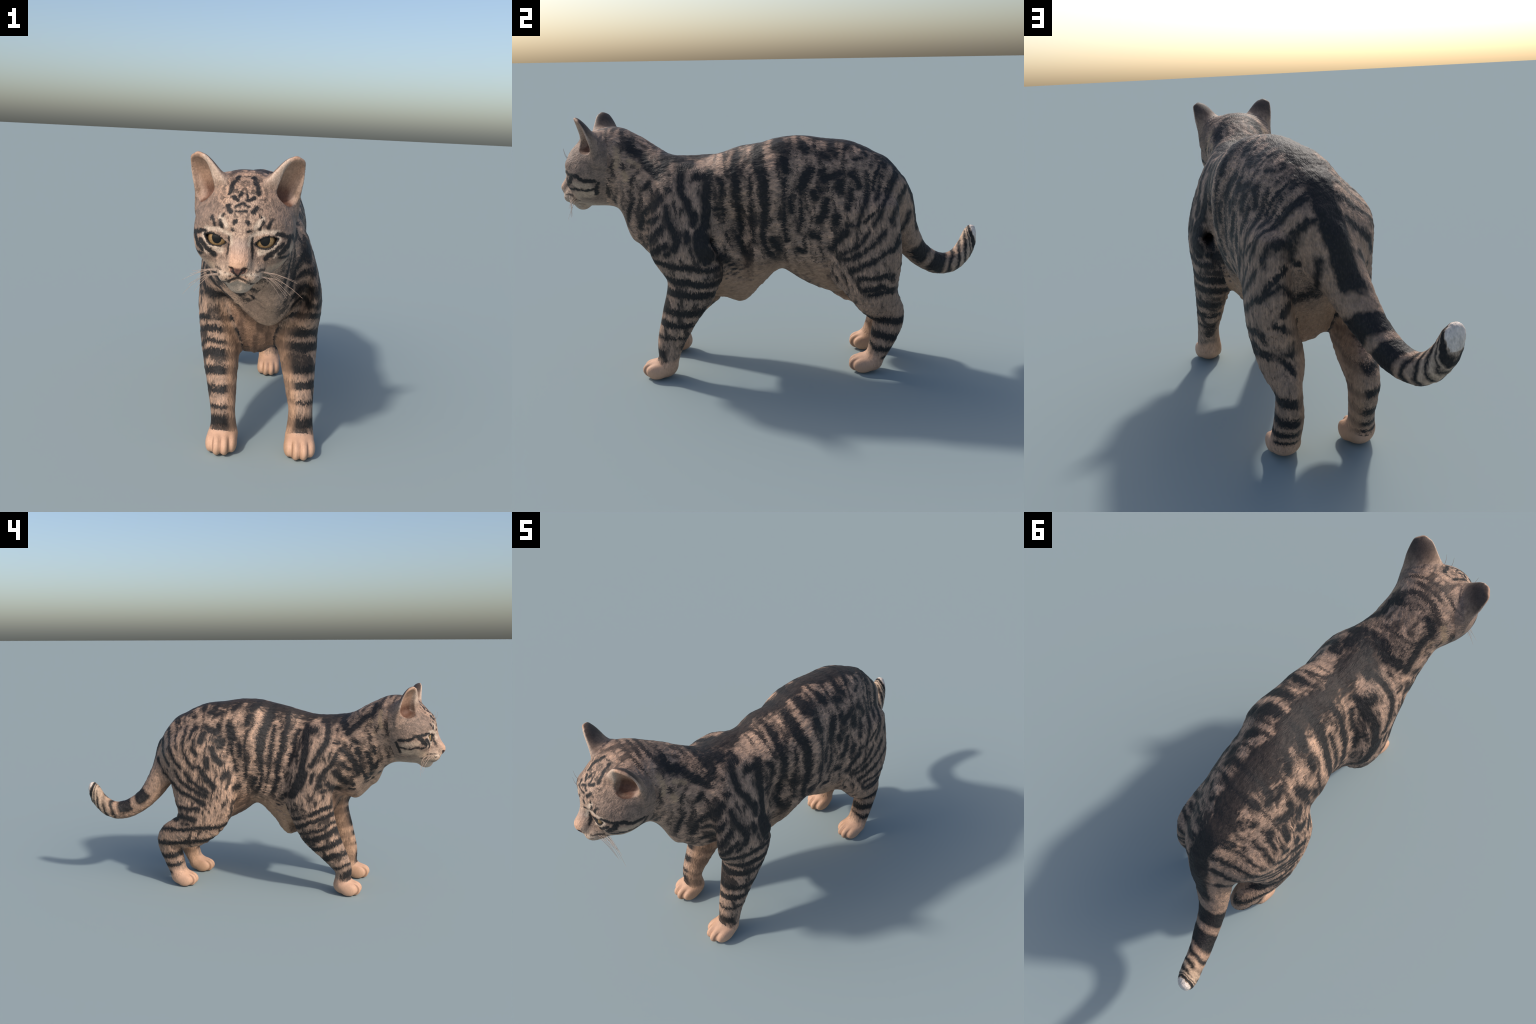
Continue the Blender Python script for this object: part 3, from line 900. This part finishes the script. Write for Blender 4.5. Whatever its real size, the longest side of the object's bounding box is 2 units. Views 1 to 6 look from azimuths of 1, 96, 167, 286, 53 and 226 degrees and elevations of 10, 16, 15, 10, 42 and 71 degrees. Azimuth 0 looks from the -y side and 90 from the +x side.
    if key == "tail":
        ang = n.m("MULTIPLY", n.m("ARCTAN2", n.m("SUBTRACT", y, .93), n.m("SUBTRACT", .72, z)), 57.2958)
        ang = n.m("MULTIPLY_ADD", ry, 3.0, n.m("SUBTRACT", ang, 1.5))
        b = n.bands(ang, -130, 50, [(-49, 8), (-27, 7.5)], 1.5)
        b = n.m("MAXIMUM", b, n.bands(ang, -130, 50, [(-13.0, 2.0), (-5, 1.9), (2.5, 1.7), (8.5, 1.3), (15.0, 3.6)], 1.2))
        add(n.m("MULTIPLY", b, n.ramp(n.m("MULTIPLY_ADD", nz, .6, ny), -.75, -.35)))
        if key == "tail":
            base = n.mix(n.ramp(ang, -20, 10), base, PALE)
            base = n.mix(n.ramp(ang, 18.6, 20.5), base, (.74, .62, .53))

    if "fore" in key:
        base = n.mix(.3, base, n.mix(hx, (.20, .145, .112), GREY))

    # feet: warm unmarked toes
    if leg:
        base = n.mix(n.ramp(z, .105, .085 if "hind" in key else .080), base, PEACH)
        foot = n.ramp(n.m("ADD", z, n.m("MULTIPLY", ny, .055 if "hind" in key else -.02)), .070, .10)
        dark = n.m("MULTIPLY", dark, foot) if dark is not None else None
        cx0 = .06 if "fore" in key else -.02
        inner = n.m("MULTIPLY", n.ramp(n.m("MULTIPLY", nx, 1 if key.endswith("right") else -1), .25, .75), n.ramp(z, .62, .45))
        base = n.mix(n.m("MULTIPLY", inner, .75), base, BELLY)
        dark = n.m("MULTIPLY", dark, n.m("MULTIPLY_ADD", inner, -.6, 1.0))
    if key.startswith("paw"):
        # creases between the toes
        cxp, cyp, _ = PAW[key[4:]]
        s_ = PAW_SIZE[key[4:]]
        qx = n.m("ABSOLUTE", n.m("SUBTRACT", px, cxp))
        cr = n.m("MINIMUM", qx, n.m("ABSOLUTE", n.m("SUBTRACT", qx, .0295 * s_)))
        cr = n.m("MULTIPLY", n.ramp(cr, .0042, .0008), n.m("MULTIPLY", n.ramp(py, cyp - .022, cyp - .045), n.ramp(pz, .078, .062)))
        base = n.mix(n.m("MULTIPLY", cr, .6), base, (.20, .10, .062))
    if under is not None:
        base = n.mix(under, base, n.mix(hx, BELLY, (.37, .235, .155)))
        dark = n.m("MULTIPLY", dark, n.m("MULTIPLY_ADD", under, -.95, 1.0)) if dark is not None else None
    if key in ("torso", "neck", "fore_left", "fore_right"):
        # throat and chest front are warmer and nearly plain
        chest = n.m("MULTIPLY", n.ramp(ny, -.25, -.75), n.m("MULTIPLY", n.ramp(y, -.42, -.52), n.ramp(z, .40, .48)))
        chest = n.m("MULTIPLY", chest, n.ramp(n.m("ABSOLUTE", xm), .16, .08))
        base = n.mix(n.m("MULTIPLY", chest, .8), base, n.mix(hx, (.33, .222, .160), (.54, .36, .25)))
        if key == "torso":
            keel = n.m("MULTIPLY", n.ramp(ny, -.1, -.5), n.m("MULTIPLY", n.ramp(z, .60, .53), n.ramp(y, -.52, -.45)))  # keel front painted dark brown for the shadow under the overhanging chest
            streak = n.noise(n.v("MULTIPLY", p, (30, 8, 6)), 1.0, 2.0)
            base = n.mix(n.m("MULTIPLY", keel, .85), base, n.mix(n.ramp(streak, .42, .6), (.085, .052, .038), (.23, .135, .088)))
        if "fore" in key or key == "torso":
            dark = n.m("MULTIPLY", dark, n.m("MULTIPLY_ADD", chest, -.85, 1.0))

    if key == "head":
        cheek = n.ramp(n.noise(p, 9.0, 1.5), .3, .6)
        base = n.mix(n.m("MULTIPLY", cheek, .6), base, n.mix(hx, (.17, .118, .09), GREY))
        fine = n.noise(n.v("MULTIPLY", hp, (95, 26, 60)), 1.0, 2.5, .65)
        base = n.mix(n.m("MULTIPLY", n.ramp(fine, .46, .62), .9), base, n.mix(hx, (.085, .058, .046), BROWN))
        base = n.mix(n.ramp(n.m("ADD", gz, n.m("MULTIPLY", gy, .25)), .835, .775), base, (.46, .33, .24))     # under the jaw
        fore = n.m("MULTIPLY", n.ramp(gy, -.06, -.12), n.ramp(ax, .07, .03))
        base = n.mix(n.m("MULTIPLY", fore, .8), base, n.mix(n.ramp(hx, .35, .7), (.30, .20, .15), (.56, .39, .28)))
        ridge = n.m("MULTIPLY", n.ramp(ax, .034, .022), n.m("MULTIPLY", n.ramp(gz, .945, .905), n.ramp(gy, -.12, -.14)))
        base = n.mix(ridge, base, n.mix(n.ramp(gz, .93, .85), (.36, .26, .21), PEACH))
        base = n.mix(n.m("MULTIPLY", n.ramp(ax, .05, .11), .55), base, n.mix(hx, (.14, .098, .078), (.27, .19, .145)))
        flank = n.ramp(n.polylines(hp, [([(.043, -.142, .905), (.038, -.158, .868)], .007)]), .010, -.004, 0, .7)  # shading on the nose sides, tinted into the fur from eye to nostril
        base = n.mix(flank, base, (.10, .065, .05))
        pale = n.ramp(n.polylines(hp, LIGHT), .008, -.005)
        base = n.mix(n.m("MULTIPLY", pale, .85), base, (.62, .48, .37))
        base = n.mix(n.ramp(n.polylines(hp, CHEEK), .014, -.006, 0, .75), base, PALE)
        chin = n.ramp(n.v("LENGTH", n.v("MULTIPLY", n.v("SUBTRACT", hp, (0, -.128, .776)), (.85, .9, 1.0))), .056, .030)
        base = n.mix(chin, base, (.50, .38, .29))
        spots = n.m("MULTIPLY", n.ramp(n.noise(n.v("MULTIPLY", hp, (42, 30, 34)), 1.0, 1.0), .57, .66, 0, .75), n.m("MULTIPLY", n.ramp(gz, .985, 1.0), n.ramp(ax, .085, .06)))
        add(n.m("MULTIPLY", spots, n.ramp(gy, -.03, -.06)))
        add(n.ramp(n.m("ADD", n.polylines(hp, FACE + FRONT[:-4]), soft), .0055, -.003))
        add(n.ramp(n.m("ADD", n.polylines(hp, FRONT[-4:]), soft), .0025, -.002, 0, .75))
        leather = n.polylines(hp, NOSE_EDGE)
        add(n.ramp(leather, .0022, -.0008))
        under_eye = n.ramp(n.polylines(hp, LIGHT[:1]), .004, -.003)
        dark = n.m("MULTIPLY", dark, n.m("MULTIPLY_ADD", under_eye, -.92, 1.0))
        # rims of the eyes and the mouth line
        e = n.v("SUBTRACT", hp, EYE_C)
        g, u, w = eye_frame()
        a, b = n.v("DOT_PRODUCT", e, tuple(u)), n.v("DOT_PRODUCT", e, tuple(w))
        aa = n.m("MULTIPLY", a, a)
        b1, b2 = n.m("ADD", b, .0400), n.m("SUBTRACT", b, .017)
        up = n.m("SUBTRACT", n.m("SQRT", n.m("MULTIPLY_ADD", b1, b1, aa)), .0500)
        lo = n.m("SUBTRACT", n.m("SQRT", n.m("MULTIPLY_ADD", b2, b2, aa)), .041)
        rim = n.m("MULTIPLY", n.ramp(n.m("MAXIMUM", up, lo), .0070, .0035), n.ramp(gy, -.06, -.08))
        add(rim)
        mouth = n.polylines(hp, [([(0, -.195, .830), (0, -.172, .807), (.022, -.174, .797), (.039, -.165, .788), (.060, -.130, .782)], .0022)])
        add(n.ramp(mouth, .0055, .001, 0, .9))
    if key.startswith("ear"):
        T, N, S = ear_axes()
        q = n.v("SUBTRACT", hp, EAR[0][:3])
        tpos = n.v("DOT_PRODUCT", q, tuple(T))
        rotn = n.node("VectorRotate", rotation_type="Z_AXIS")
        n.put(rotn.inputs["Vector"], n.node("NewGeometry").outputs["Normal"])
        rotn.inputs["Angle"].default_value = HEAD_YAW
        n1, n2, n3 = n.xyz(rotn.outputs[0])
        if key.endswith("right"):
            n1 = n.m("MULTIPLY", n1, -1.0)
        face = n.v("DOT_PRODUCT", n.vec(n1, n2, n3), tuple(N))
        tip = n.ramp(n.m("MULTIPLY_ADD", hx, .04, tpos), .10, .19)
        outer = n.mix(tip, n.mix(n.ramp(tpos, .03, .07), base, n.mix(n.ramp(tick, .4, .9), (.24, .155, .11), (.40, .26, .175))), (.080, .054, .042))
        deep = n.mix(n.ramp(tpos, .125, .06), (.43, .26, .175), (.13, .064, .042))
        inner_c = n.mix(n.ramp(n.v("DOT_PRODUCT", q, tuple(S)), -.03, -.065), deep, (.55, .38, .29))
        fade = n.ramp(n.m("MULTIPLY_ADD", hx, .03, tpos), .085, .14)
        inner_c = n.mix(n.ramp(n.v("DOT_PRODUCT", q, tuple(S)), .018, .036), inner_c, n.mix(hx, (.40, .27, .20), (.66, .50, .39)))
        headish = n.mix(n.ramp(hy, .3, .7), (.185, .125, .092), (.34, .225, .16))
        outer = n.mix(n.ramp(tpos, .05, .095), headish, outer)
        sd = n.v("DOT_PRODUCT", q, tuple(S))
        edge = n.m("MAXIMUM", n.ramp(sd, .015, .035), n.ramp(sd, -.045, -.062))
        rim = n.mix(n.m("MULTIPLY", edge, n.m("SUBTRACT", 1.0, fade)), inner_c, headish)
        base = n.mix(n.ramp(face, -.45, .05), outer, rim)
    if key == "nose":
        add(n.ramp(n.polylines(hp, NOSE_EDGE), .0022, -.0008))
        base = n.mix(n.ramp(gz, .848, .838), PEACH, (.20, .095, .07))
        rimn = n.ramp(n.v("LENGTH", n.v("MULTIPLY", n.v("SUBTRACT", hp, (.020, -.194, .836)), (1, 1, 1.2))), .012, .007)
        add(rimn)

    colour = base if dark is None else n.mix(dark, base, n.mix(n.ramp(hy, .45, .8), DARK, DARK2))
    shade = n.ramp(n.m("MULTIPLY_ADD", hz, .6, n.m("MULTIPLY", clump, .5)), .25, .85, .52, 1.40, False)  # light and dark of the hair clumps, baked into base colour
    if key.startswith("paw") or key == "nose":
        shade = n.ramp(hz, .2, .8, .88, 1.08, False)
    colour = n.v("SCALE", colour, scale=shade)
    bs = n.node("BsdfPrincipled")
    n.put(bs.inputs["Base Color"], colour)
    bs.inputs["Roughness"].default_value = .62
    bs.inputs["Specular IOR Level"].default_value = .28
    bump = n.node("Bump")
    bump.inputs["Strength"].default_value = .25 if key.startswith(("paw", "nose", "ear")) else .85
    bump.inputs["Distance"].default_value = .006
    n.put(bump.inputs["Height"], n.m("MULTIPLY_ADD", hz, .5, n.m("MULTIPLY", clump, .6)))
    n.put(bs.inputs["Normal"], bump.outputs[0])
    n.t.links.new(bs.outputs[0], n.out.inputs[0])
    return n.mat


for key, o in obj.items():
    o.data.materials.append(coat(key, verts_of[key]))


# ------------------------------------------------------------------ eyes and whiskers
def eye_material(axis):
    """axis: gaze direction in object coordinates of the eyeball."""
    n = Net("eye_surface")
    p = n.node("TexCoord").outputs["Object"]
    q = n.v("SCALE", p, scale=1 / EYE_R)
    d = n.v("DOT_PRODUCT", q, tuple(axis))
    flat = n.v("SUBTRACT", q, n.v("SCALE", tuple(axis), scale=d))
    fx, fy, fz = n.xyz(flat)
    r = n.v("LENGTH", flat)
    pup = n.v("LENGTH", n.v("MULTIPLY", n.v("SUBTRACT", flat, (0, 0, .09)), (1.22, 1.22, 1.0)))
    fib = n.noise(n.v("MULTIPLY", q, (9, 9, 9)), 1.0, 3.0)
    iris = n.mix(n.ramp(fib, .3, .7), (.21, .125, .055), (.34, .215, .10))
    iris = n.mix(n.ramp(r, .60, .74), iris, (.10, .06, .03))
    col = n.mix(n.ramp(r, .74, .80), iris, (.02, .016, .014))
    col = n.mix(n.ramp(pup, .50, .46), col, (.006, .006, .006))
    bs = n.node("BsdfPrincipled")
    n.put(bs.inputs["Base Color"], col)
    bs.inputs["Roughness"].default_value = .35
    bs.inputs["Specular IOR Level"].default_value = .3
    n.t.links.new(bs.outputs[0], n.out.inputs[0])
    return n.mat


import bmesh

g_, u_, v_ = eye_frame()
for sgn in (1, -1):
    me = bpy.data.meshes.new("eye")
    bm = bmesh.new()
    bmesh.ops.create_uvsphere(bm, u_segments=48, v_segments=32, radius=EYE_R)
    for f in bm.faces:
        f.smooth = True
    bm.to_mesh(me)
    bm.free()
    gaze = np.array([.10 * sgn, -1, -.06]) @ HR
    me.materials.append(eye_material(gaze / np.linalg.norm(gaze)))
    o = bpy.data.objects.new("eye", me)
    o.location = from_head(np.array(EYE_C) * [sgn, 1, 1])
    o.parent = obj["head"]
    bpy.context.scene.collection.objects.link(o)

wn = Net("whisker_hair")
wb = wn.node("BsdfPrincipled")
wb.inputs["Base Color"].default_value = (.42, .30, .23, 1)
wb.inputs["Roughness"].default_value = .5
wn.t.links.new(wb.outputs[0], wn.out.inputs[0])


def whisker(points, r0=.0012):
    """Tapered hair along a head-space curve."""
    Q = catmull([from_head(p) for p in points], 6)
    n, sides = len(Q), 6
    vs, fs = [], []
    for i, c in enumerate(Q):
        T = Q[min(i + 1, n - 1)] - Q[max(i - 1, 0)]
        T /= np.linalg.norm(T)
        A = np.cross(T, [0, 0, 1.0])
        A /= np.linalg.norm(A)
        B = np.cross(T, A)
        r = r0 * (1 - .75 * i / (n - 1))
        for k in range(sides):
            a = 2 * math.pi * k / sides
            vs.append((c + r * (math.cos(a) * A + math.sin(a) * B)).tolist())
    for i in range(n - 1):
        for k in range(sides):
            a, b = i * sides + k, i * sides + (k + 1) % sides
            fs.append((a, b, b + sides, a + sides))
    fs.append(tuple(range(sides)))
    fs.append(tuple(reversed(range((n - 1) * sides, n * sides))))
    me = bpy.data.meshes.new("whisker")
    me.from_pydata(vs, [], fs)
    me.polygons.foreach_set("use_smooth", np.ones(len(fs), bool))
    me.materials.append(wn.mat)
    o = bpy.data.objects.new("whisker", me)
    o.parent = obj["head"]
    bpy.context.scene.collection.objects.link(o)


rng = np.random.default_rng(7)
for sgn in (1, -1):
    for i in range(10):
        row, col = i // 5, i % 5
        root = np.array([sgn * (.050 + .004 * col), -.150 + .012 * col, .822 - .014 * row - .003 * col])
        L = .080 + .03 * rng.random() + .008 * col
        droop = .006 + .014 * row + .016 * rng.random()
        out = np.array([sgn * .86, .40 - .1 * col + .1 * rng.random(), 0])
        out /= np.linalg.norm(out)
        whisker([root, root + out * L * .35 + [0, 0, .004 - droop * .2], root + out * L * .7 + [0, 0, -droop * .9], root + out * L + [0, 0, -droop * 2.0]])
    for dx, dz, tilt in ((.058, .985, .5), (.082, .992, .9)):
        root = np.array([sgn * dx, -.132 + (dx - .058) * .6, dz])
        whisker([root, root + [sgn * .006 * tilt, -.014, .026], root + [sgn * .014 * tilt, -.018, .055]], .0011)
